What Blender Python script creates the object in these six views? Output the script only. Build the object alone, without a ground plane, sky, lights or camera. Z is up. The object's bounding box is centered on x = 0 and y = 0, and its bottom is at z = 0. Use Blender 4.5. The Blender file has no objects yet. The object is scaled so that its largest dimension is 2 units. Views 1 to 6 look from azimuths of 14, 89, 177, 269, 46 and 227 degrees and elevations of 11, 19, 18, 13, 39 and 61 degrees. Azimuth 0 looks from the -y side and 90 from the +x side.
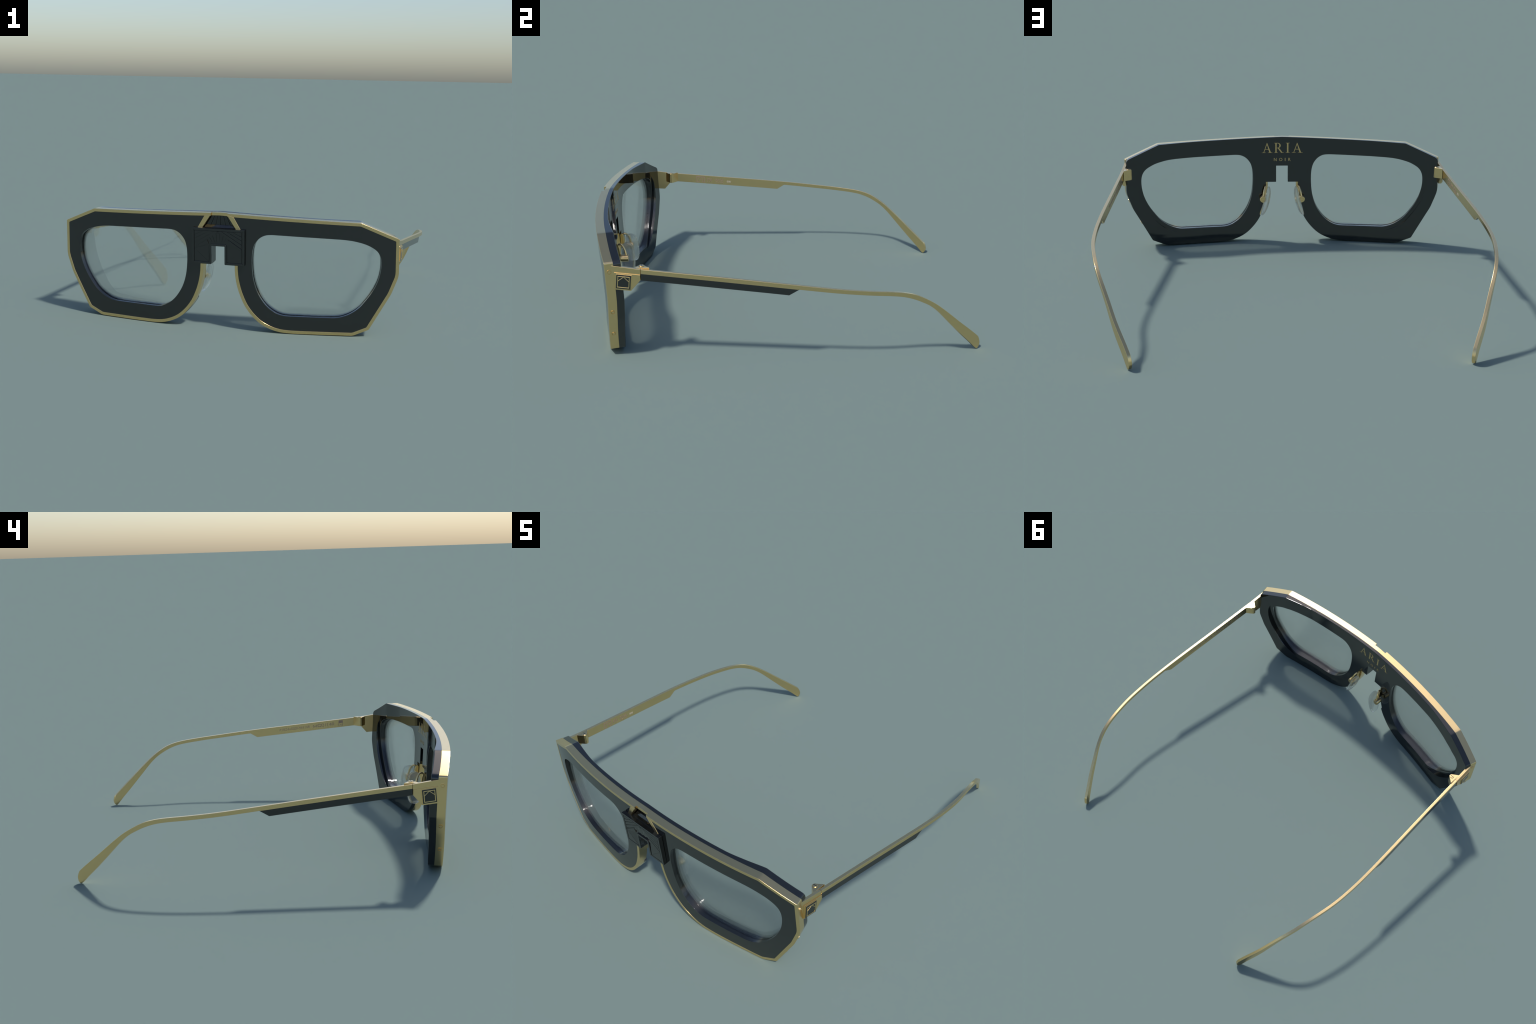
"""Black-and-gold angular eyeglasses: curved black front with a gold rim,
stepped bridge plate, clear lenses, nose pads, riveted end pieces and slim
gold temples with a black inlay.  Everything is measured in the 2 m frame."""
import bpy, math
import numpy as np
from mathutils import Vector
from mathutils.geometry import delaunay_2d_cdt

# ------------------------------------------------------------------ materials
def principled(name, color, rough, metallic=0.0, **kw):
    m = bpy.data.materials.new(name)
    m.use_nodes = True
    b = m.node_tree.nodes["Principled BSDF"]
    b.inputs["Base Color"].default_value = (*color, 1)
    b.inputs["Roughness"].default_value = rough
    b.inputs["Metallic"].default_value = metallic
    for k, v in kw.items():
        b.inputs[k].default_value = v
    return m, b

def grain(m, b, rough, spread, scale):
    """fine procedural variation of the polish"""
    nt = m.node_tree
    tc = nt.nodes.new("ShaderNodeTexCoord")
    nz = nt.nodes.new("ShaderNodeTexNoise")
    nz.inputs["Scale"].default_value = scale
    nz.inputs["Detail"].default_value = 4
    mr = nt.nodes.new("ShaderNodeMapRange")
    mr.inputs["To Min"].default_value = rough - spread
    mr.inputs["To Max"].default_value = rough + spread
    nt.links.new(tc.outputs["Object"], nz.inputs["Vector"])
    nt.links.new(nz.outputs["Fac"], mr.inputs["Value"])
    nt.links.new(mr.outputs["Result"], b.inputs["Roughness"])

GOLD, b = principled("polished_gold", (0.86, 0.635, 0.315), 0.22, 1.0)
grain(GOLD, b, 0.22, 0.015, 60)
BLACK, b = principled("black_acetate", (0.006, 0.007, 0.007), 0.03)
b.inputs["Specular IOR Level"].default_value = 0.92
grain(BLACK, b, 0.03, 0.008, 25)
LETTER, b = principled("gold_lettering", (0.74, 0.53, 0.25), 0.22, 1.0)  # rim gold darkened: dim reflections inside the engraved strokes are put into the colour
grain(LETTER, b, 0.25, 0.03, 80)
MARK, b = principled("etched_marking", (0.42, 0.28, 0.22), 0.4, 0.6)
grain(MARK, b, 0.4, 0.05, 80)
PALE, b = principled("pale_marking", (0.62, 0.55, 0.48), 0.4, 0.3)
grain(PALE, b, 0.4, 0.05, 80)
LENS, b = principled("lens_glass", (0.83, 0.865, 0.865), 0.05)
b.inputs["Transmission Weight"].default_value = 1.0
b.inputs["IOR"].default_value = 1.45
b.inputs["Alpha"].default_value = 0.51        # coated lens: part of the light passes undeviated
grain(LENS, b, 0.05, 0.008, 8)
PAD, b = principled("clear_silicone", (0.85, 0.88, 0.86), 0.09)
b.inputs["Transmission Weight"].default_value = 0.88
b.inputs["IOR"].default_value = 1.45
b.inputs["Alpha"].default_value = 0.51
grain(PAD, b, 0.09, 0.01, 20)

# ------------------------------------------------------------------ hierarchy
ROOT = bpy.data.objects.new("eyeglasses", None)
bpy.context.scene.collection.objects.link(ROOT)
ROOT["label"] = "black and gold angular eyeglasses with clear lenses"
ROOT["category"] = "eyeglasses"

def add_object(name, mesh, mat, parent=None):
    ob = bpy.data.objects.new(name, mesh)
    mesh.materials.append(mat)
    bpy.context.scene.collection.objects.link(ob)
    ob.parent = parent or ROOT
    return ob

# ------------------------------------------------------------------ mesh builder
class Builder:
    def __init__(self):
        self.v, self.key, self.f, self.n = [], {}, [], []

    def vid(self, p, n):
        """one vertex per position and per crease side, so hard edges stay crisp"""
        q = (round(p[0], 6), round(p[1], 6), round(p[2], 6))
        k = q + tuple(int(round(float(c) * 20)) for c in n)
        i = self.key.get(k)
        if i is None:
            i = self.key[k] = len(self.v)
            self.v.append(q)
        return i

    def add(self, pts, nrm):
        nrm = [np.asarray(x, float) / (np.linalg.norm(x) or 1) for x in nrm]
        idx = [self.vid(p, n) for p, n in zip(pts, nrm)]
        keep = [k for k in range(len(idx)) if idx[k] != idx[k - 1]]
        if len(keep) < 3 or len({idx[k] for k in keep}) < len(keep):
            return
        pts = [np.asarray(pts[k], float) for k in keep]
        nrm = [np.asarray(nrm[k], float) for k in keep]
        idx = [idx[k] for k in keep]
        g = np.zeros(3)
        for k in range(1, len(pts) - 1):
            g += np.cross(pts[k] - pts[0], pts[k + 1] - pts[0])
        if g @ sum(nrm) < 0:
            idx.reverse(); nrm.reverse()
        self.f.append(idx)
        self.n.append([x / (np.linalg.norm(x) or 1) for x in nrm])

    def mesh(self, name, sx=1):
        me = bpy.data.meshes.new(name)
        v, f, n = self.v, self.f, self.n
        if sx < 0:
            v = [(-p[0], p[1], p[2]) for p in v]
            f = [list(reversed(a)) for a in f]
            n = [[x * np.array([-1, 1, 1]) for x in reversed(a)] for a in n]
        me.from_pydata(v, [], f)
        me.polygons.foreach_set("use_smooth", [True] * len(f))
        me.normals_split_custom_set([tuple(map(float, x)) for a in n for x in a])
        me.update()
        return me

    def make(self, name, mat, parent=None, sx=1):
        return add_object(name, self.mesh(name, sx), mat, parent)

# ------------------------------------------------------------------ 2D helpers
def fillet(corners, seg=0.02):
    """corners: (x, z, radius) -> closed rounded polygon, resampled"""
    out = []
    N = len(corners)
    for i, (x, z, r) in enumerate(corners):
        p = np.array([x, z]); a = np.array(corners[i - 1][:2]); c = np.array(corners[(i + 1) % N][:2])
        if r <= 0:
            out.append(p); continue
        da, dc = a - p, c - p
        la, lc = np.linalg.norm(da), np.linalg.norm(dc)
        da, dc = da / la, dc / lc
        ang = math.acos(max(-1, min(1, da @ dc)))
        d = min(r / math.tan(ang / 2), 0.48 * la, 0.48 * lc)
        rr = d * math.tan(ang / 2)
        s, e = p + da * d, p + dc * d
        n = max(3, int((math.pi - ang) / 0.12))
        bis = da + dc; bis /= np.linalg.norm(bis)
        cen = p + bis * (rr / math.sin(ang / 2))
        a0 = math.atan2(*(s - cen)[::-1]); a1 = math.atan2(*(e - cen)[::-1])
        dd = (a1 - a0 + math.pi) % (2 * math.pi) - math.pi
        for k in range(n + 1):
            t = a0 + dd * k / n
            out.append(cen + rr * np.array([math.cos(t), math.sin(t)]))
    return resample(out, seg)

def resample(pts, seg, closed=True):
    out = []
    N = len(pts)
    for i in range(N if closed else N - 1):
        a, c = np.asarray(pts[i], float), np.asarray(pts[(i + 1) % N], float)
        L = np.linalg.norm(c - a)
        if L < 1e-6:
            continue
        n = max(1, math.ceil(L / seg))
        for k in range(n):
            out.append(a + (c - a) * k / n)
    if not closed:
        out.append(np.asarray(pts[-1], float))
    keep = [out[0]]
    for p in out[1:]:
        if np.linalg.norm(p - keep[-1]) > 0.0007:
            keep.append(p)
    if closed and np.linalg.norm(keep[-1] - keep[0]) < 0.0007:
        keep.pop()
    return np.array(keep)

def catmull(pts, sub=6, closed=True):
    P = [np.asarray(p, float) for p in pts]
    N = len(P); out = []
    for i in range(N if closed else N - 1):
        if closed:
            p0, p1, p2, p3 = P[i - 1], P[i], P[(i + 1) % N], P[(i + 2) % N]
        else:
            p1, p2 = P[i], P[i + 1]
            p0 = P[i - 1] if i else 2 * p1 - p2
            p3 = P[i + 2] if i + 2 < N else 2 * p2 - p1
        t0 = 0; t1 = t0 + np.linalg.norm(p1 - p0) ** .5
        t2 = t1 + np.linalg.norm(p2 - p1) ** .5; t3 = t2 + np.linalg.norm(p3 - p2) ** .5
        for k in range(sub):
            t = t1 + (t2 - t1) * k / sub
            a1 = (t1 - t) / (t1 - t0) * p0 + (t - t0) / (t1 - t0) * p1
            a2 = (t2 - t) / (t2 - t1) * p1 + (t - t1) / (t2 - t1) * p2
            a3 = (t3 - t) / (t3 - t2) * p2 + (t - t2) / (t3 - t2) * p3
            b1 = (t2 - t) / (t2 - t0) * a1 + (t - t0) / (t2 - t0) * a2
            b2 = (t3 - t) / (t3 - t1) * a2 + (t - t1) / (t3 - t1) * a3
            out.append((t2 - t) / (t2 - t1) * b1 + (t - t1) / (t2 - t1) * b2)
    if not closed:
        out.append(P[-1])
    return np.array(out)

def area(p):
    x, z = p[:, 0], p[:, 1]
    return 0.5 * np.sum(x * np.roll(z, -1) - np.roll(x, -1) * z)

def edge_out(p):
    """unit normals on the right of each edge p[i] -> p[i+1]"""
    d = np.roll(p, -1, 0) - p
    d /= np.linalg.norm(d, axis=1)[:, None]
    return np.stack([d[:, 1], -d[:, 0]], 1)

def offset(p, dist):
    """move a loop to the right of its direction by dist, mitred"""
    e = edge_out(p); ep = np.roll(e, 1, 0)
    m = e + ep
    m /= np.maximum(0.35, 1 + np.sum(e * ep, 1))[:, None]
    return p + m * dist

def inside(loops, q):
    c = np.zeros(len(q), bool)
    for p in loops:
        a, b2 = p, np.roll(p, -1, 0)
        for (x0, z0), (x1, z1) in zip(a, b2):
            hit = ((z0 > q[:, 1]) != (z1 > q[:, 1]))
            with np.errstate(divide="ignore", invalid="ignore"):
                xi = x0 + (q[:, 1] - z0) / (z1 - z0) * (x1 - x0)
            c ^= hit & (q[:, 0] < xi)
    return c

def triangulate(loops, grid):
    co, ed = [], []
    for p in loops:
        s = len(co)
        co += [tuple(x) for x in p]
        ed += [(s + i, s + (i + 1) % len(p)) for i in range(len(p))]
    if grid:
        A = np.concatenate(loops)
        lo, hi = A.min(0), A.max(0)
        gx, gz = np.meshgrid(np.arange(lo[0] + grid * .37, hi[0], grid), np.arange(lo[1] + grid * .41, hi[1], grid))
        q = np.stack([gx.ravel(), gz.ravel()], 1)
        q = q[inside(loops, q)]
        if len(q):
            d = np.min(np.linalg.norm(q[:, None] - A[None], axis=2), axis=1)
            co += [tuple(x) for x in q[d > grid * 0.4]]
    vs, _, fs, _, _, _ = delaunay_2d_cdt([Vector(c) for c in co], ed, [], 0, 1e-7)
    V = np.array([tuple(x) for x in vs]); T = np.array([list(f) for f in fs])
    return V, T[inside(loops, V[T].mean(1))]

# ------------------------------------------------------------------ surface maps
def frame_of(mp, u, v, t=0.0):
    h = 1e-4
    eu = (mp(u + h, v, t) - mp(u - h, v, t)) / (2 * h)
    ev = (mp(u, v + h, t) - mp(u, v - h, t)) / (2 * h)
    n = np.cross(eu, ev)
    n = n if n @ (mp(u, v, t + h) - mp(u, v, t - h)) > 0 else -n
    return eu, ev, n / np.linalg.norm(n)

BASE_CURVE = 0.140        # plan curvature of the front
TILT = 0.042              # forward lean of the front per metre of height
def front_y(x, z):
    return -0.954 + BASE_CURVE * x * x + 0.011 * x ** 8 - TILT * z + 0.007 * max(0.0, 1 - z / 0.32) ** 2 * min(1.0, (x / 0.6) ** 2)

def map_front(x, z, t):
    n = np.array([-2 * BASE_CURVE * x, 1.0, TILT])
    n /= np.linalg.norm(n)
    return np.array([x, front_y(x, z), z]) + n * t

GOLD_DEPTH, FRAME_DEPTH, LUG_DEPTH = 0.042, 0.063, 0.0785
def map_back(x, z, t):
    """like map_front, but the black layer thickens into the outer lugs"""
    start = 0.10 + 0.44 * min(1.0, max(0.0, z / 0.5))
    u = min(1.0, max(0.0, (abs(x) - start) / (0.74 - start)))
    lug = (LUG_DEPTH - FRAME_DEPTH) * (u * u * (2 - u) * 0.35 + 0.65 * u) - 0.006 * u * max(0.0, 1 - z / 0.32) ** 2
    return map_front(x, z, t + lug * min(1.0, max(0.0, (t - GOLD_DEPTH) / (FRAME_DEPTH - GOLD_DEPTH))))

PLATE_LEAN = 0.055
def map_plate(x, z, t):
    return np.array([x, t + 0.0015 + PLATE_LEAN * (0.5625 - z), z])

def map_up(z0):
    return lambda x, y, t: np.array([x, y, z0 + t])

def wall(B, mp, p, prof, nmap=None):
    """skin along loop p; prof = [(inset, t, a, b)] normal = a*outward + b*n"""
    e = edge_out(p); ep = np.roll(e, 1, 0)
    cosang = np.sum(e * ep, 1)
    N = len(p)
    rows, nl, nr = [], [], []
    for ins, t, a, b in prof:
        q = offset(p, -ins)
        R, L0, L1 = [], [], []
        for i in range(N):
            R.append(mp(q[i, 0], q[i, 1], t))
            eu, ev, n = frame_of(nmap or mp, q[i, 0], q[i, 1], t)
            def nv(o):
                O = o[0] * eu + o[1] * ev
                O = O - n * (O @ n); O /= np.linalg.norm(O)
                return a * O + b * n
            if cosang[i] > 0.86:
                m = nv(e[i] + ep[i]); L0.append(m); L1.append(m)
            else:
                L0.append(nv(ep[i])); L1.append(nv(e[i]))
        rows.append(R); nl.append(L0); nr.append(L1)
    for k in range(len(prof) - 1):
        for i in range(N):
            j = (i + 1) % N
            B.add([rows[k][i], rows[k][j], rows[k + 1][j], rows[k + 1][i]],
                  [nr[k][i], nl[k][j], nl[k + 1][j], nr[k + 1][i]])

def round_profile(t0, t1, b0, b1):
    pr = []
    if b0:
        pr += [(b0, t0, 0, -1), (b0 * .3, t0 + b0 * .3, .707, -.707), (0, t0 + b0, 1, 0)]
    else:
        pr += [(0, t0, 1, 0)]
    if b1:
        pr += [(0, t1 - b1, 1, 0), (b1 * .3, t1 - b1 * .3, .707, .707), (b1, t1, 0, 1)]
    else:
        pr += [(0, t1, 1, 0)]
    return pr

def sheet(B, mp, loops, t, sign, grid):
    V, T = triangulate(loops, grid)
    P = [mp(x, z, t) for x, z in V]
    n = [frame_of(mp, x, z, t)[2] * sign for x, z in V]
    for a, b, c in T:
        B.add([P[a], P[b], P[c]], [n[a], n[b], n[c]])

def slab(B, mp, outer, holes=(), t0=0.0, t1=0.02, b0=0.0, b1=0.0, grid=0, front=True, back=True):
    outer = np.asarray(outer, float)
    if area(outer) < 0:
        outer = outer[::-1]
    hs = [np.asarray(h, float) for h in holes]
    hs = [h if area(h) < 0 else h[::-1] for h in hs]
    for p in [outer] + hs:
        wall(B, mp, p, round_profile(t0, t1, b0, b1))
    if front:
        sheet(B, mp, [offset(p, -b0) for p in [outer] + hs], t0, -1, grid)
    if back:
        sheet(B, mp, [offset(p, -b1) for p in [outer] + hs], t1, 1, grid)
    return B

def mirror_loop(half):
    """half: right-hand outline from the centre top to the centre bottom"""
    half = [tuple(h) for h in half]
    left = [(-h[0],) + h[1:] for h in half[::-1] if abs(h[0]) > 1e-6]
    return half + left

def lathe(B, c, axis, prof, seg=28):
    c = np.asarray(c, float); w = np.asarray(axis, float); w /= np.linalg.norm(w)
    u = np.cross(w, [0.31, 0.22, 0.9]); u /= np.linalg.norm(u); v = np.cross(w, u)
    ring = [u * math.cos(2 * math.pi * k / seg) + v * math.sin(2 * math.pi * k / seg) for k in range(seg)]
    for (r0, h0), (r1, h1) in zip(prof[:-1], prof[1:]):
        dr, dh = r1 - r0, h1 - h0
        for k in range(seg):
            a, b = ring[k], ring[(k + 1) % seg]
            na, nb = a * dh - w * dr, b * dh - w * dr
            B.add([c + a * r0 + w * h0, c + b * r0 + w * h0, c + b * r1 + w * h1, c + a * r1 + w * h1],
                  [na, nb, nb, na])
    return B

def tube(B, pts, rx, seg=12):
    P = catmull(pts, 8, False)
    rings = []
    for i, p in enumerate(P):
        t = P[min(i + 1, len(P) - 1)] - P[max(i - 1, 0)]
        t /= np.linalg.norm(t)
        u = np.cross(t, [1, 0, 0.05]); u /= np.linalg.norm(u); v = np.cross(t, u)
        rings.append([(p + rx * (u * math.cos(a) + v * math.sin(a)), u * math.cos(a) + v * math.sin(a))
                      for a in np.linspace(0, 2 * math.pi, seg, endpoint=False)])
    for r0, r1 in zip(rings[:-1], rings[1:]):
        for k in range(seg):
            j = (k + 1) % seg
            q = [r0[k], r0[j], r1[j], r1[k]]
            B.add([x[0] for x in q], [x[1] for x in q])
    for r, s in ((rings[0], -1), (rings[-1], 1)):
        d = (P[1] - P[0]) * -1 if s < 0 else P[-1] - P[-2]
        B.add([x[0] for x in r], [d] * seg)
    return B

# ------------------------------------------------------------------ front outlines
# right half of the gold outline, (x, z, corner radius), from top centre round to the nose
TOP_Z = 0.647
RIM = 0.0172
OUT = [(0.0, TOP_Z, 0), (0.757, 0.621, 0.03), (0.953, 0.538, 0.012), (0.957, 0.338, 0.12),
       (0.921, 0.238, 0.16), (0.811, 0.0375, 0.018), (0.727, 0.001, 0.05), (0.400, 0.000, 0.0)]
NOSE = [(0.400, 0.000), (0.340, 0.0045), (0.288, 0.018), (0.232, 0.046), (0.184, 0.089), (0.145, 0.141),
        (0.119, 0.197), (0.103, 0.245), (0.093, 0.293), (0.089, 0.330), (0.088, 0.372)]
nose = [tuple(p) + (0,) for p in catmull(NOSE, 3, False)][1:]
nose_low = [p for p in nose if p[1] < 0.163]
nose_high = [p for p in nose if p[1] >= 0.163]

LENS_PTS = [(0.256, 0.5370), (0.287, 0.5408), (0.32, 0.5405), (0.45, 0.5368), (0.60, 0.5322), (0.68, 0.5282), (0.728, 0.5215), (0.792, 0.503),
            (0.840, 0.473), (0.859, 0.443), (0.8655, 0.405), (0.861, 0.348), (0.846, 0.295), (0.821, 0.244), (0.792, 0.201), (0.756, 0.157),
            (0.708, 0.122), (0.668, 0.1055), (0.632, 0.0985), (0.60, 0.0975), (0.51, 0.0970), (0.42, 0.0965), (0.385, 0.0965), (0.356, 0.0985), (0.322, 0.108),
            (0.269, 0.143), (0.220, 0.209), (0.193, 0.282), (0.183, 0.361), (0.183, 0.425), (0.1875, 0.458), (0.1985, 0.489), (0.2245, 0.5205)]
lens_r = resample(catmull(LENS_PTS, 5), 0.02)
flip = np.array([-1, 1])
lens_l = (lens_r * flip)[::-1]

# --- frame_back: polished black rear layer, with the rebate crescent beside each lens
back_half = OUT + nose_low + [(0.141, 0.1655, 0)] + [(p[0] + 0.012, p[1], 0) for p in nose_high if p[1] > 0.175 and p[1] < 0.36] + \
    [(0.103, 0.3695, 0), (0.0365, 0.3695, 0.002), (0.0365, 0.4715, 0.002), (0.0, 0.4715, 0)]
back_half = [((x, z, 0.028) if (x, z) == (0.953, 0.538) else (x, z, r)) for x, z, r in back_half]
back_half[0] = (0.0, TOP_Z + 0.001, 0)
back_loop = fillet(mirror_loop(back_half))
B = Builder()
bev = 0.0022
outer = back_loop if area(back_loop) > 0 else back_loop[::-1]
wall(B, map_back, outer, round_profile(GOLD_DEPTH, FRAME_DEPTH, 0, bev), map_front)
ledges = []
for lp in (lens_r, lens_l):
    h = lp if area(lp) < 0 else lp[::-1]
    rim2 = offset(h, -0.024)
    def dip(p):
        x, z = abs(p[0]), p[1]
        a = math.degrees(math.atan2(z - 0.30, (x - 0.52) * 1.0))
        s = max(0.0, 1 - (abs(a + 12) / 46) ** 2.5)
        return 0.014 * s
    d = [dip(p) for p in h]
    N = len(h)
    n3 = lambda p: frame_of(map_back, p[0], p[1], FRAME_DEPTH)[2]
    eo = edge_out(h); vo = eo + np.roll(eo, 1, 0); vo /= np.linalg.norm(vo, axis=1)[:, None]
    def out3(p, o):
        eu, ev, n = frame_of(map_back, p[0], p[1], FRAME_DEPTH)
        q = o[0] * eu + o[1] * ev
        return q / np.linalg.norm(q)
    for i in range(N):
        j = (i + 1) % N
        P = [map_back(*rim2[k], FRAME_DEPTH) for k in (i, j)]
        Q = [map_back(*rim2[k], FRAME_DEPTH - d[k]) for k in (i, j)]
        hb = offset(h, -bev)
        R = [map_back(*hb[k], FRAME_DEPTH - d[k]) for k in (i, j)]
        M = [map_back(*h[k], FRAME_DEPTH - d[k] - bev) for k in (i, j)]
        S = [map_back(*h[k], GOLD_DEPTH) for k in (i, j)]
        o = [out3(h[k], vo[k]) for k in (i, j)]
        n = [n3(h[k]) for k in (i, j)]
        B.add([P[0], P[1], Q[1], Q[0]], [o[0], o[1], o[1], o[0]])
        B.add([Q[0], Q[1], R[1], R[0]], [n[0], n[1], n[1], n[0]])
        B.add([R[0], R[1], M[1], M[0]], [n[0], n[1], o[1], o[0]])
        B.add([M[0], M[1], S[1], S[0]], [o[0], o[1], o[1], o[0]])
    ledges.append(rim2)
sheet(B, map_back, [offset(outer, -bev)] + ledges, FRAME_DEPTH, 1, 0.03)
sheet(B, map_back, [outer, lens_r, lens_l], GOLD_DEPTH, -1, 0.03)
B.make("frame_back", BLACK)

# --- front_panel: black face inlaid flush inside the gold rim
def inner_edge(pts, w):
    """offset the open right-hand outline inwards"""
    lp = fillet(pts + [(0.088, 0.50, 0), (0.0, 0.50, 0)])
    lp = lp if area(lp) > 0 else lp[::-1]
    return offset(lp, -w)
full = OUT + nose
loop = fillet([(0.0, TOP_Z, 0)] + full[1:] + [(0.088, 0.44, 0), (0.0, 0.44, 0)])
outer_r = loop if area(loop) < 0 else loop[::-1]          # clockwise from the top centre
k0 = int(np.argmin(np.hypot(outer_r[:, 0], outer_r[:, 1] - TOP_Z)))
outer_r = np.roll(outer_r, -k0, 0)
inner_r = offset(outer_r, RIM)
sel = [i for i in range(len(outer_r)) if not (outer_r[i, 1] < 0.45 and outer_r[i, 0] < 0.080)]
path_o = [outer_r[i] for i in sel if not (outer_r[i, 0] < 0.087 and outer_r[i, 1] < 0.6)]
path_i = [inner_r[i] for i in sel if not (outer_r[i, 0] < 0.087 and outer_r[i, 1] < 0.6)]
path_o = np.array(path_o); path_i = np.array(path_i)

STRUT = dict(bot_out=(0.1225, 0.5575), bot_in=(0.0965, 0.5575), top_in=(0.0455, 0.636), top_out=(0.082, 0.627))
inl = [p for p in path_i if p[0] > 0.078 + 0.002 and not (p[1] > 0.35 and p[0] < 0.115 and p[1] < 0.6)]
half = [(0.0, 0.552), (0.108, 0.552), (0.078, 0.6265)] + [tuple(p) for p in inl] + \
       [(0.106, 0.3695), (0.0365, 0.3695), (0.0365, 0.4715), (0.0, 0.4715)]
panel = resample(np.array(mirror_loop(half)), 0.02)
B = Builder()
pn = panel if area(panel) > 0 else panel[::-1]
op = [h if area(h) < 0 else h[::-1] for h in (lens_r, lens_l)]
wall(B, map_front, pn, round_profile(0.0012, GOLD_DEPTH, 0.0008, 0))
for h in op:                                    # lens seat: a groove in the wall of each opening
    wall(B, map_front, h, round_profile(0.0012, 0.0212, 0.0008, 0))
    wall(B, map_front, h, [(0, 0.0212, 0, 1), (0.0056, 0.0212, 0, 1)])
    wall(B, map_front, h, [(0.0056, 0.0212, 1, 0), (0.0056, 0.0405, 1, 0)])
    wall(B, map_front, h, [(0.0056, 0.0405, 0, -1), (0, 0.0405, 0, -1)])
    wall(B, map_front, h, [(0, 0.0405, 1, 0), (0, GOLD_DEPTH + 0.0003, 1, 0)])
sheet(B, map_front, [offset(p, -0.0008) for p in [pn] + op], 0.0012, -1, 0.03)
B.make("front_panel", BLACK)

# --- gold rim, right and left halves, with the set-back link over the bridge
NOTCH = 0.0455
for sx in (1, -1):
    po = [p for p in path_o if p[0] > NOTCH]; pi = [p for p in path_i if p[0] > NOTCH + 0.001]
    def top_at(x): return TOP_Z - (TOP_Z - 0.621) / 0.757 * x
    poly = [(NOTCH, top_at(NOTCH))] + [tuple(p) for p in po] + [tuple(p) for p in pi[::-1]] + [(NOTCH, top_at(NOTCH) - RIM)]
    slab(Builder(), map_front, resample(poly, 0.02), (), 0.0, GOLD_DEPTH, 0.0011, 0.0006).make("rim", GOLD, sx=sx)
    s = STRUT
    slab(Builder(), map_front, resample([s["bot_out"], s["bot_in"], s["top_in"], s["top_out"]], 0.02), (),
         -0.0012, 0.030, 0.0014, 0).make("bridge_strut", GOLD, sx=sx)
    # gold nose strap that fills the black layer beside the pads
    hi = [p for p in nose_high if p[1] < 0.373]
    strap = [(p[0] + 0.0005, p[1]) for p in hi] + [(p[0] + 0.0125, p[1]) for p in hi[::-1]]
    slab(Builder(), map_front, resample(strap, 0.02), (), GOLD_DEPTH, 0.052, 0, 0.001).make("nose_strap", GOLD, sx=sx)
link = [(-0.0452, top_at(.0452)), (0, TOP_Z), (0.0452, top_at(.0452)), (0.0452, 0.6285), (0, 0.630), (-0.0452, 0.6285)]
slab(Builder(), map_front, resample(link, 0.02), (), 0.014, GOLD_DEPTH, 0.0012, 0).make("rim_link", GOLD)

# --- fluted recess between the struts
fan = []
for k in range(6):
    def at(f, z):
        w = np.interp(z, [0.548, 0.632], [0.099, 0.0465])
        return (f * w, z)
    f0, f1 = -1 + k / 3 + 0.005, -1 + (k + 1) / 3 - 0.005
    slab(Builder(), map_front, [at(f0, 0.575), at(f1, 0.575), at(f1, 0.629), at(f0, 0.629)], (),
         0.034 + 0.001 * (k % 2), 0.0425, 0.001, 0).make("bridge_flute", BLACK)
    B = Builder()
    a, b_, c, d_ = at(f0, 0.575), at(f1, 0.575), at(f1, 0.545), at(f0, 0.545)
    q = [map_front(*a, 0.034), map_front(*b_, 0.034), map_front(*c, 0.012), map_front(*d_, 0.012)]
    n = np.cross(q[1] - q[0], q[3] - q[0]); n = n if n[1] < 0 else -n
    B.add(q, [n] * 4)
    r = [map_front(*a, 0.0425), map_front(*b_, 0.0425), map_front(*c, 0.0425), map_front(*d_, 0.0425)]
    for i in range(4):
        j = (i + 1) % 4
        m = np.cross(q[j] - q[i], r[i] - q[i]); cen = sum(q) / 4 - q[i]
        m = -m if m @ cen > 0 else m
        B.add([q[i], q[j], r[j], r[i]], [m] * 4)
    B.make("bridge_sill", BLACK)

# ------------------------------------------------------------------ bridge plate
PX, PZ0, PZ1, NX, NZ = 0.147, 0.366, 0.5625, 0.0365, 0.467
plate_half = [(0.0, PZ1, 0), (PX, PZ1, 0.002), (PX, PZ0, 0.002), (NX, PZ0, 0.005), (NX, NZ, 0.002), (0.0, NZ, 0)]
plate = fillet(mirror_loop(plate_half), 0.05)
plate_obj = slab(Builder(), map_plate, plate, (), -0.9742, -0.944, 0.001, 0.001).make("bridge_plate", BLACK)
slab(Builder(), map_plate, offset(plate if area(plate) > 0 else plate[::-1], -0.0032), (), -0.9790, -0.9735).make("plate_seam", BLACK, plate_obj)
slab(Builder(), map_plate, plate, (), -0.9935, -0.9785, 0, 0.0008).make("plate_front", BLACK, plate_obj)
ccw = plate if area(plate) > 0 else plate[::-1]
ring_in = offset(ccw, -0.0120)
slab(Builder(), map_plate, ccw, [ring_in], -0.9995, -0.9930, 0.001, 0).make("plate_border", BLACK, plate_obj)
IX, IT, IB = PX - 0.0148, PZ1 - 0.0148, PZ0 + 0.0148       # panel field inside the groove
G = 0.0016                                                 # half a groove
diag = [(-0.006, IT, IX, 0.458), (0.021, IT, IX, 0.481), (0.052, IT, IX, 0.504), (0.083, IT, IX, 0.525)]
FIELD_Y = -0.9985
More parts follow.
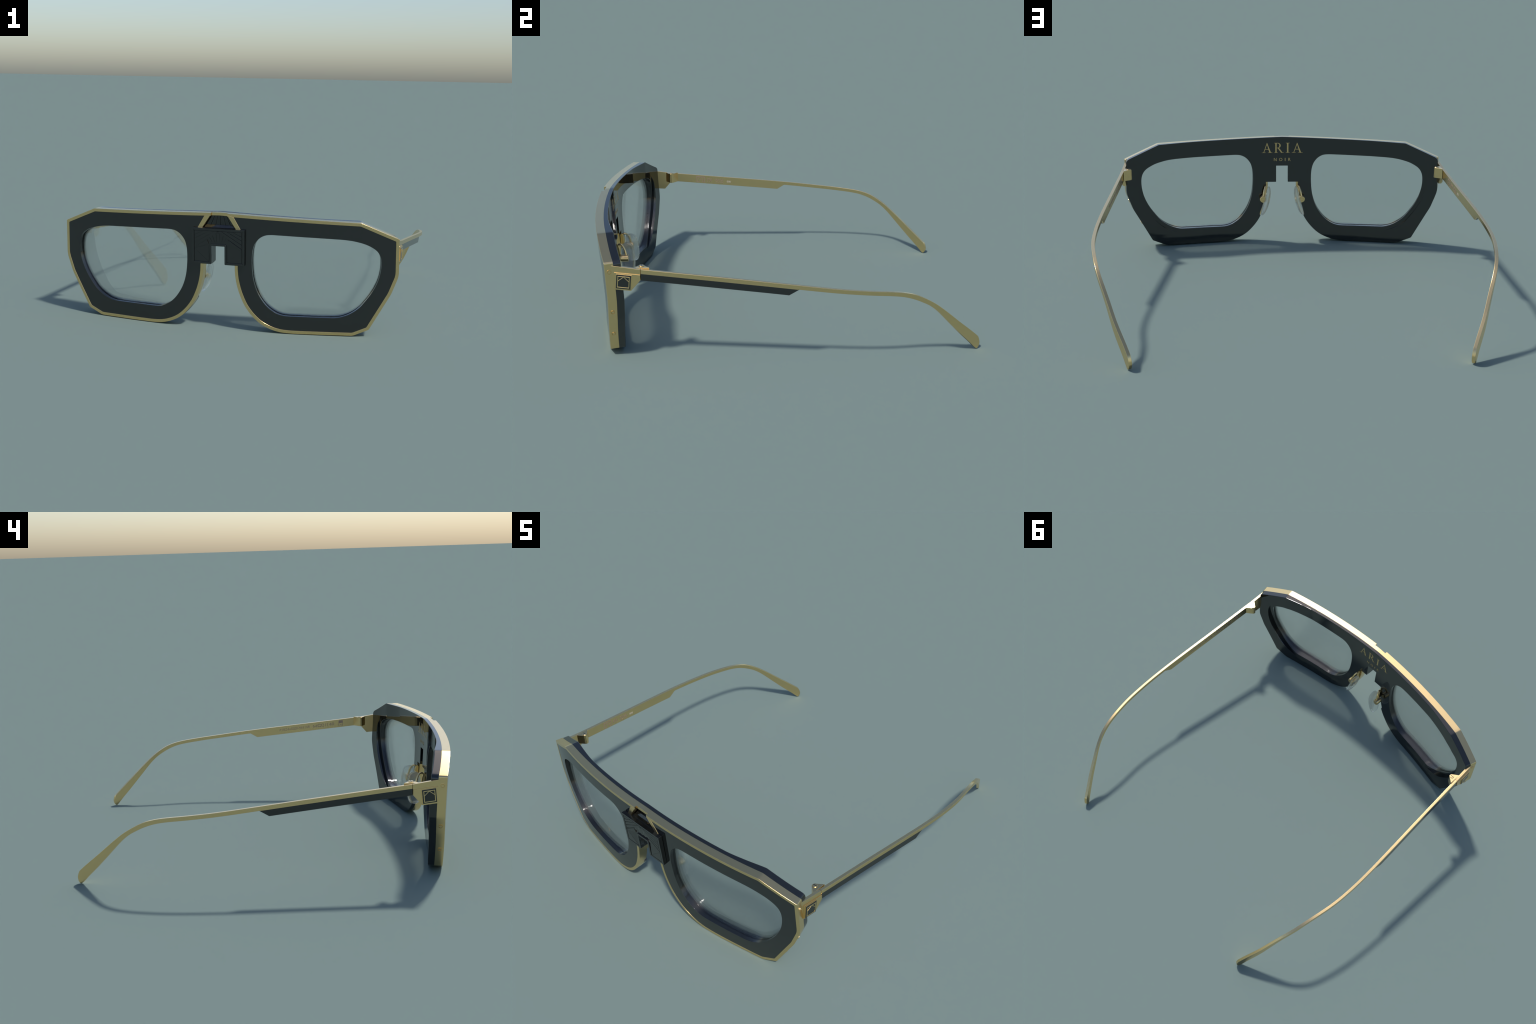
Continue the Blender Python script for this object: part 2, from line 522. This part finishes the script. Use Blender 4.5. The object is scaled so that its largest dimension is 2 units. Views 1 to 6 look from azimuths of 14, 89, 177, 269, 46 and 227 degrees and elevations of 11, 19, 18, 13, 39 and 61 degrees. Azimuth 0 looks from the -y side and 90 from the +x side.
def tile(poly, name, sx, depth=None):
    """flat or facetted tile; depth gives a y per corner"""
    B = Builder()
    dep = depth or [FIELD_Y] * len(poly)
    top = [map_plate(p[0], p[1], y) for p, y in zip(poly, dep)]
    bot = [map_plate(p[0], p[1], -0.9932) for p in poly]
    n = np.zeros(3)
    for k in range(1, len(top) - 1):
        n += np.cross(top[k] - top[0], top[k + 1] - top[0])
    n = n if n[1] < 0 else -n
    B.add(top, [n] * len(top))
    cen = sum(top) / len(top)
    for i in range(len(top)):
        j = (i + 1) % len(top)
        m = np.cross(top[j] - top[i], bot[i] - top[i])
        m = m if m @ (top[i] - cen) > 0 else -m
        B.add([top[i], top[j], bot[j], bot[i]], [m] * 4)
    return B.make(name, BLACK, plate_obj, sx)
for sx in (1, -1):
    for k in range(3):
        a, c = diag[k], diag[k + 1]
        tile([(a[0] + G, a[1]), (c[0] - G, c[1]), (c[2], c[3] - G), (a[2], a[3] + G)] if k or True else [], "plate_ray", sx)
    a = diag[3]
    tile([(a[0] + G, a[1]), (IX, IT), (a[2], a[3] + G)], "plate_ray", sx)
    # shoulder below the lowest ray, running down to the leg
    tile([(0.0624, 0.5005), (IX, 0.4545), (IX, 0.450), (0.0513, 0.478)], "plate_shoulder", sx)
    # leg: two facets folded about the diagonal
    i0 = NX + 0.0148
    tile([(i0, 0.4775), (IX, 0.4495), (i0, IB)], "plate_leg", sx, [FIELD_Y + 0.0048, FIELD_Y, FIELD_Y + 0.001])
    tile([(IX, 0.4490), (IX, IB), (i0 + 0.0008, IB)], "plate_leg", sx, [FIELD_Y, FIELD_Y, FIELD_Y])
# fluted shell over the notch
arc = [(0.0624 * math.cos(t), 0.482 + 0.058 * math.sin(t)) for t in np.linspace(math.radians(18), math.radians(162), 8)]
low = [(0.046 - 0.092 * k / 7, NZ + 0.0212) for k in range(8)]
for k in range(7):
    a, b_ = arc[k], arc[k + 1]
    g = 0.0006
    tile([(a[0] - g, a[1]), (b_[0] + g, b_[1]), (low[k + 1][0] + g, low[k + 1][1]), (low[k][0] - g, low[k][1])],
         "plate_shell_flute", 1, [FIELD_Y + 0.0006, FIELD_Y + 0.0003, -0.9940 - 0.0012 * (k % 2), -0.9952 + 0.0012 * (k % 2)])

# ------------------------------------------------------------------ lenses
def map_lens(x, z, t):
    """spherically bulged lens: the middle stands forward of the edge"""
    r2 = min(1.0, ((abs(x) - 0.525) / 0.345) ** 2 + ((z - 0.319) / 0.225) ** 2)
    face, rear = 0.0235 - 0.017 * (1 - r2), 0.0400 - 0.008 * (1 - r2)
    return map_front(x, z, face + (rear - face) * t)
for sx in (1, -1):
    lp = lens_r if area(lens_r) > 0 else lens_r[::-1]
    slab(Builder(), map_lens, offset(lp, 0.0066), (), 0.0, 1.0, 0, 0, 0.022).make("lens", LENS, sx=sx)

# ------------------------------------------------------------------ lettering on the back of the bridge
def stroke_letter(ch):
    if ch == "A":
        return [[(.15, .02), (.21, .02), (.505, .84), (.475, .93)],
                [(.465, 1.0), (.525, 1.0), (.90, .02), (.745, .02)],
                [(.285, .335), (.665, .335), (.65, .385), (.30, .385)],
                [(.0, .0), (.37, .0), (.37, .03), (.0, .03)],
                [(.60, .0), (1.04, .0), (1.04, .03), (.60, .03)]]
    if ch == "I":
        return [[(.11, 0), (.25, 0), (.25, 1), (.11, 1)],
                [(0, 0), (.37, 0), (.37, .032), (0, .032)], [(0, .968), (.37, .968), (.37, 1), (0, 1)]]
    bowl_o = [(.36 + .31 * math.cos(t), .735 + .265 * math.sin(t)) for t in np.linspace(math.pi / 2, -math.pi / 2, 15)]
    bowl_i = [(.36 + .17 * math.cos(t), .735 + .225 * math.sin(t)) for t in np.linspace(-math.pi / 2, math.pi / 2, 15)]
    return [[(.11, 0), (.25, 0), (.25, 1), (.11, 1)], [(0, 0), (.37, 0), (.37, .03), (0, .03)],
            [(0, .968), (.30, .968), (.30, .999), (0, .999)],
            [(.24, 1.0)] + bowl_o + [(.24, .47), (.24, .51)] + bowl_i + [(.24, .96)],
            [(.34, .49), (.50, .49), (.86, .02), (.70, .02)], [(.70, 0), (1.0, 0), (1.0, .03), (.70, .03)]]
LET_Z, LET_H = 0.5505, 0.0605
for ch, x_left, w in (("A", 0.1255, .0625), ("R", 0.0485, .060), ("I", -0.0235, .0655), ("A", -0.0610, .0645)):
    B = Builder()
    for k, poly in enumerate(stroke_letter(ch)):
        pts = [(x_left - px * w, LET_Z + pz * LET_H) for px, pz in poly]
        slab(B, map_back, pts, (), FRAME_DEPTH - 0.002, FRAME_DEPTH + 0.0005 + 0.00008 * k, 0, 0)
    B.make("letter", LETTER)

def text_mesh(body, size, extrude=0.0):
    cu = bpy.data.curves.new("text", "FONT")
    cu.body = body; cu.size = size; cu.extrude = extrude; cu.resolution_u = 4
    ob = bpy.data.objects.new("text_helper", cu)
    bpy.context.scene.collection.objects.link(ob)
    me = bpy.data.meshes.new_from_object(ob.evaluated_get(bpy.context.evaluated_depsgraph_get()))
    bpy.data.objects.remove(ob); bpy.data.curves.remove(cu)
    return me

def place_text(name, body, box, to3d, mat, parent=None):
    """fit the text to box = (left, right, bottom, top), then map it with to3d(u, v, h)"""
    me = text_mesh(body, 1.0, 0.5)
    co = np.array([v.co[:] for v in me.vertices])
    lo, hi = co.min(0), co.max(0)
    u = (co[:, 0] - lo[0]) / (hi[0] - lo[0]); v = (co[:, 1] - lo[1]) / (hi[1] - lo[1]); h = co[:, 2] + 0.5
    for i, vert in enumerate(me.vertices):
        vert.co = Vector([float(c) for c in to3d(box[0] + (box[1] - box[0]) * u[i], box[2] + (box[3] - box[2]) * v[i], h[i])])
    me.update()
    return add_object(name, me, mat, parent)

for ch, l, r in (("N", .0510, .0340), ("O", .0185, -.0020), ("I", -.0175, -.0215), ("R", -.0390, -.0535)):
    place_text("small_letter", ch, (l, r, 0.4995, 0.5185),
               lambda u, v, h: map_back(u, v, FRAME_DEPTH - 0.001 + 0.0018 * h), LETTER)

# ------------------------------------------------------------------ temples
PLAN = [(-0.86, 0.9430), (-0.79, 0.9460), (-0.674, 0.9510), (-0.35, 0.9660), (-0.05, 0.981), (0.10, 0.987), (0.25, 0.988), (0.40, 0.979),
        (0.55, 0.953), (0.64, 0.931), (0.70, 0.910), (0.80, 0.863), (0.87, 0.829), (0.95, 0.783), (1.0, 0.755), (1.05, 0.727)]
plan = catmull(PLAN, 12, False)
def outer_x(y):
    return float(np.interp(y, plan[:, 0], plan[:, 1]))
def map_side(y, z, t):
    h = 0.02
    s = (outer_x(y + h) - outer_x(y - h)) / (2 * h)
    n = np.array([-1.0, s, 0.0]); n /= np.linalg.norm(n)
    return np.array([outer_x(y), y, z]) + n * t

THICK, STRIP, INLAY = 0.0165, 0.0212, 0.0322
UPPER = [(-0.6735, 0.505), (-0.40, 0.4785), (-0.068, 0.446), (0.10, 0.4285), (0.275, 0.409), (0.415, 0.395), (0.530, 0.3825), (0.585, 0.3725),
         (0.635, 0.357), (0.685, 0.3315), (0.738, 0.296), (0.796, 0.2465), (0.872, 0.176), (0.935, 0.118), (0.972, 0.083),
         (0.988, 0.066), (0.996, 0.047), (0.9995, 0.030), (0.997, 0.014)]
LOWER = [(0.991, 0.003), (0.984, 0.0), (0.973, 0.009), (0.946, 0.040), (0.887, 0.103), (0.828, 0.168), (0.750, 0.255), (0.708, 0.291), (0.670, 0.314),
         (0.630, 0.334), (0.582, 0.351), (0.530, 0.3615), (0.415, 0.3740), (0.275, 0.3880), (0.10, 0.4072), (-0.068, 0.4248), (-0.40, 0.4573), (-0.6735, 0.4838)]
def strip_z(y):
    return float(np.interp(y, [p[0] for p in UPPER[:5]], [p[1] for p in UPPER[:5]])) - STRIP
low = [p for p in catmull(LOWER, 5, False) if p[0] > 0.070]
step = [(y, strip_z(y) - INLAY) for y in np.linspace(0.0215, -0.6735, 22)]
temple_loop = resample(np.concatenate([catmull(UPPER, 5, False), low, [(0.0675, strip_z(0.0675))], step]), 0.02)
def panel_loop(drop0, drop1, y_end0, y_end1):
    a = [(y, strip_z(y) - drop0) for y in np.linspace(-0.6735, y_end0, 22)]
    b = [(y, strip_z(y) - drop1) for y in np.linspace(y_end1, -0.6735, 22)]
    return np.array(a + b)
mx = lambda sx, f: (lambda u, v, h: f(u, v, h) * np.array([sx, 1, 1]))

for sx in (1, -1):
    temple = slab(Builder(), map_side, temple_loop, (), 0.0, THICK, 0.0015, 0.0015, 0.012).make("temple", GOLD, sx=sx)
    slab(Builder(), map_side, panel_loop(0.0, INLAY + 0.0006, 0.0685, 0.0222), (), -0.0006, 0.0085, 0.0006, 0).make("temple_inlay", BLACK, temple, sx)
    # markings etched on the inner face
    face = lambda u, v, h: map_side(u, strip_z(u) + STRIP + v, THICK - 0.0009 + 0.0012 * h)
    def mark(body, y_left, y_right, zb, zt, mat=MARK):
        place_text("temple_marking", body, (y_left, y_right, zb, zt), mx(sx, face), mat, temple)
    def bar(y0, y1, zb, zt, mat=MARK):
        B = Builder()
        mp = lambda u, v, t: map_side(u, strip_z(u) + STRIP + v, t)
        slab(B, mp, [(y0, zb), (y1, zb), (y1, zt), (y0, zt)], (), THICK - 0.002, THICK + 0.0003)
        B.make("temple_marking", mat, temple, sx)
    if sx > 0:
        mark("PTRDA-0020I.N6Y.NR", -0.133, -0.338, -0.033, -0.017)
        mark("64", -0.358, -0.386, -0.036, -0.016)
        for q in ((-0.391, -0.395, -0.035, -0.016), (-0.413, -0.417, -0.035, -0.016),
                  (-0.395, -0.413, -0.035, -0.0315), (-0.395, -0.413, -0.0195, -0.016)):
            bar(*q)
        mark("21", -0.421, -0.446, -0.036, -0.016)
        mark("140", -0.458, -0.502, -0.036, -0.016)
        bar(-0.533, -0.561, -0.026, -0.008)
        bar(-0.534, -0.537, -0.046, -0.026); bar(-0.559, -0.562, -0.046, -0.026)
        mark("6", -0.543, -0.553, -0.044, -0.031)
    else:
        for q in ((-0.513, -0.457, -0.0145, -0.009), (-0.513, -0.509, -0.046, -0.0145), (-0.461, -0.457, -0.046, -0.0145),
                  (-0.509, -0.498, -0.046, -0.043), (-0.472, -0.461, -0.046, -0.043), (-0.498, -0.495, -0.046, -0.025), (-0.475, -0.472, -0.046, -0.025),
                  (-0.495, -0.475, -0.028, -0.025)):
            bar(*q)
        mark("FX", -0.442, -0.408, -0.040, -0.016)
        mark("ARIA", -0.393, -0.335, -0.031, -0.015)
        mark("NOIR", -0.385, -0.335, -0.042, -0.034)
        mark("000", -0.313, -0.287, -0.035, -0.023, PALE)

    # end piece: side plate that carries the emblem and runs back to the hinge
    plate_yz = [(-0.826, 0.5260), (-0.675, 0.5052), (-0.675, 0.4535), (-0.685, 0.4405), (-0.7215, 0.3990), (-0.826, 0.4070)]
    end = slab(Builder(), map_side, resample(plate_yz, 0.03), (), 0.0, 0.0165, 0.0014, 0.0014, 0.03).make("end_piece", GOLD, sx=sx)
    step = [(-0.7975, 0.4915), (-0.6755, 0.4795), (-0.6755, 0.4535), (-0.6855, 0.4410), (-0.7220, 0.3998), (-0.7975, 0.4065)]
    slab(Builder(), map_side, resample(step, 0.03), (), -0.0045, 0.004, 0.0010, 0, 0.03).make("end_piece_step", GOLD, end, sx)
    # emblem: black square tilted with the temple, gold frame and roof lines
    E0 = np.array([-0.7545, 0.4455]); S = 0.0345
    ax = np.array([math.cos(-0.10), math.sin(-0.10)]); ay = np.array([-ax[1], ax[0]])
    pt = lambda u, v: tuple(E0 + ax * u * S + ay * v * S)
    emb = slab(Builder(), map_side, [pt(-1.06, -1.06), pt(1.06, -1.06), pt(1.06, 1.06), pt(-1.06, 1.06)], (), -0.0085, 0.0, 0.0008, 0).make("emblem_base", GOLD, end, sx)
    slab(Builder(), map_side, [pt(-1, -1), pt(1, -1), pt(1, 1), pt(-1, 1)], (), -0.0100, -0.0080, 0.0006, 0).make("emblem", BLACK, end, sx)
    B = Builder()
    def line(a, c, w, h):
        a, c = np.array(a, float), np.array(c, float)
        d = (c - a) / np.linalg.norm(c - a); m = np.array([-d[1], d[0]]) * w
        q = [pt(*(a + m)), pt(*(a - m)), pt(*(c - m)), pt(*(c + m))]
        slab(B, map_side, q, (), -0.0118 - h, -0.0095, 0.0011, 0)
    for a, c, h in (((-.78, -.80), (-.78, .80), 0), ((.78, -.80), (.78, .80), 0), ((-.83, .78), (.83, .78), .0002), ((-.83, -.78), (.83, -.78), .0002),
                    ((0, .74), (-.76, .10), -.0002), ((0, .74), (.76, .10), -.0003)):
        line(a, c, 0.062 if h >= 0 else 0.05, h)
    B.make("emblem_line", GOLD, end, sx)

    # rivets on the side of the rim
    for x, z in ((0.9545, 0.4985), (0.9435, 0.290), (0.8685, 0.143)):
        e = 1e-3
        # outline direction at this height gives the outward normal
        i = int(np.argmin(np.abs(path_o[:, 1] - z) + 10 * (path_o[:, 0] < 0.7)))
        tng = path_o[i + 1] - path_o[i - 1]
        o = np.array([-tng[1], tng[0]]); o /= np.linalg.norm(o); o = o if o[0] > 0 else -o
        eu, ev, n = frame_of(map_front, *path_o[i], 0.02)
        w = o[0] * eu + o[1] * ev; w -= n * (w @ n); w /= np.linalg.norm(w)
        c = map_front(*path_o[i], 0.0205) + w * 0.0012
        rv = Builder()
        lathe(rv, c, w, [(0.0118, -0.002), (0.0112, 0.0010), (0.0098, 0.0012), (0.0092, -0.0010), (0.0082, -0.0010), (0.0074, 0.0016), (0.0, 0.0016)])
        rv.make("rivet", GOLD, sx=sx)

    # hinge: rounded triangular barrel on the inner side
    tri = fillet([(0.9345, -0.712, 0), (0.9345, -0.634, 0), (0.8925, -0.667, 0.013), (0.893, -0.682, 0.012)], 0.02)
    hinge = slab(Builder(), map_up(0.4485), tri, (), 0.0, 0.0600, 0.0012, 0.0012).make("hinge", GOLD, sx=sx)
    lathe(Builder(), (0.908, -0.673, 0.5080), (0, 0, 1), [(0.0125, -0.002), (0.0125, 0.0030), (0.0115, 0.0040), (0.0, 0.0040)]).make("hinge_screw", GOLD, hinge, sx)
    slab(Builder(), map_up(0.5110), [(0.8975, -0.6745), (0.9185, -0.6745), (0.9185, -0.6715), (0.8975, -0.6715)], (), 0, 0.0016).make("screw_slot", BLACK, hinge, sx)

    # nose pad: clear almond-shaped cushion, arm and screw box
    B = Builder()
    tilt = math.atan2(0.045, 0.175)
    cx, cy, cz = 0.1075, -0.8465, 0.268
    nu, nvv = 40, 24
    def pad(a, b):
        ca, sa, cb, sb = math.cos(a), math.sin(a), math.cos(b), math.sin(b)
        f = lambda q, e: math.copysign(abs(q) ** e, q)
        hz = 0.092 * f(sb, .85); wy = 0.041 * f(cb, .62) * f(sa, .8); tx = 0.0175 * f(cb, .9) * f(ca, .9)
        tx -= 0.009 * (1 - (hz / 0.092) ** 2)
        wy -= 0.05 * hz * 0.6
        x = tx * math.cos(tilt) - hz * math.sin(tilt); z = hz * math.cos(tilt) + tx * math.sin(tilt)
        return np.array([cx + x - 0.003, cy + wy, cz + z])
    def padn(a, b):
        h = 1e-3
        n = np.cross(pad(a + h, b) - pad(a - h, b), pad(a, b + h) - pad(a, b - h))
        l = np.linalg.norm(n)
        d = pad(a, b) - np.array([cx, cy, cz])
        n = n / l if l > 1e-12 else d
        return n if n @ d > 0 else -n
    for i in range(nu):
        for j in range(nvv):
            A = [2 * math.pi * (i + k) / nu + 0.01 for k in (0, 1)]
            Bv = [-math.pi / 2 + math.pi * (j + k) / nvv for k in (0, 1)]
            Bv = [max(-1.5695, min(1.5695, q)) for q in Bv]
            q = [(A[0], Bv[0]), (A[1], Bv[0]), (A[1], Bv[1]), (A[0], Bv[1])]
            B.add([pad(*w) for w in q], [padn(*w) for w in q])
    npad = B.make("nose_pad", PAD, sx=sx)
    tube(Builder(), [(0.104, -0.888, 0.285), (0.1015, -0.893, 0.325), (0.100, -0.897, 0.348), (0.103, -0.880, 0.351), (0.111, -0.862, 0.327), (0.119, -0.852, 0.285)], 0.0058).make("pad_arm", GOLD, npad, sx)
    slab(Builder(), lambda y, z, t: np.array([0.0985 + t + 0.05 * (0.345 - z), y, z]), [(-0.912, 0.345), (-0.902, 0.354), (-0.893, 0.342), (-0.889, 0.300), (-0.891, 0.270), (-0.912, 0.270)], (),
         0.0, 0.006, 0.001, 0.001).make("pad_mount", GOLD, npad, sx)
    lathe(Builder(), (0.1180, -0.884, 0.277), (0, 1, 0), [(0, 0), (0.0180, 0.0), (0.0200, 0.002), (0.0200, 0.0420), (0.0185, 0.0440), (0.0105, 0.0440), (0.0098, 0.0425), (0.0088, 0.0425), (0.0082, 0.0440), (0, 0.0440)]).make("pad_screw_box", GOLD, npad, sx)
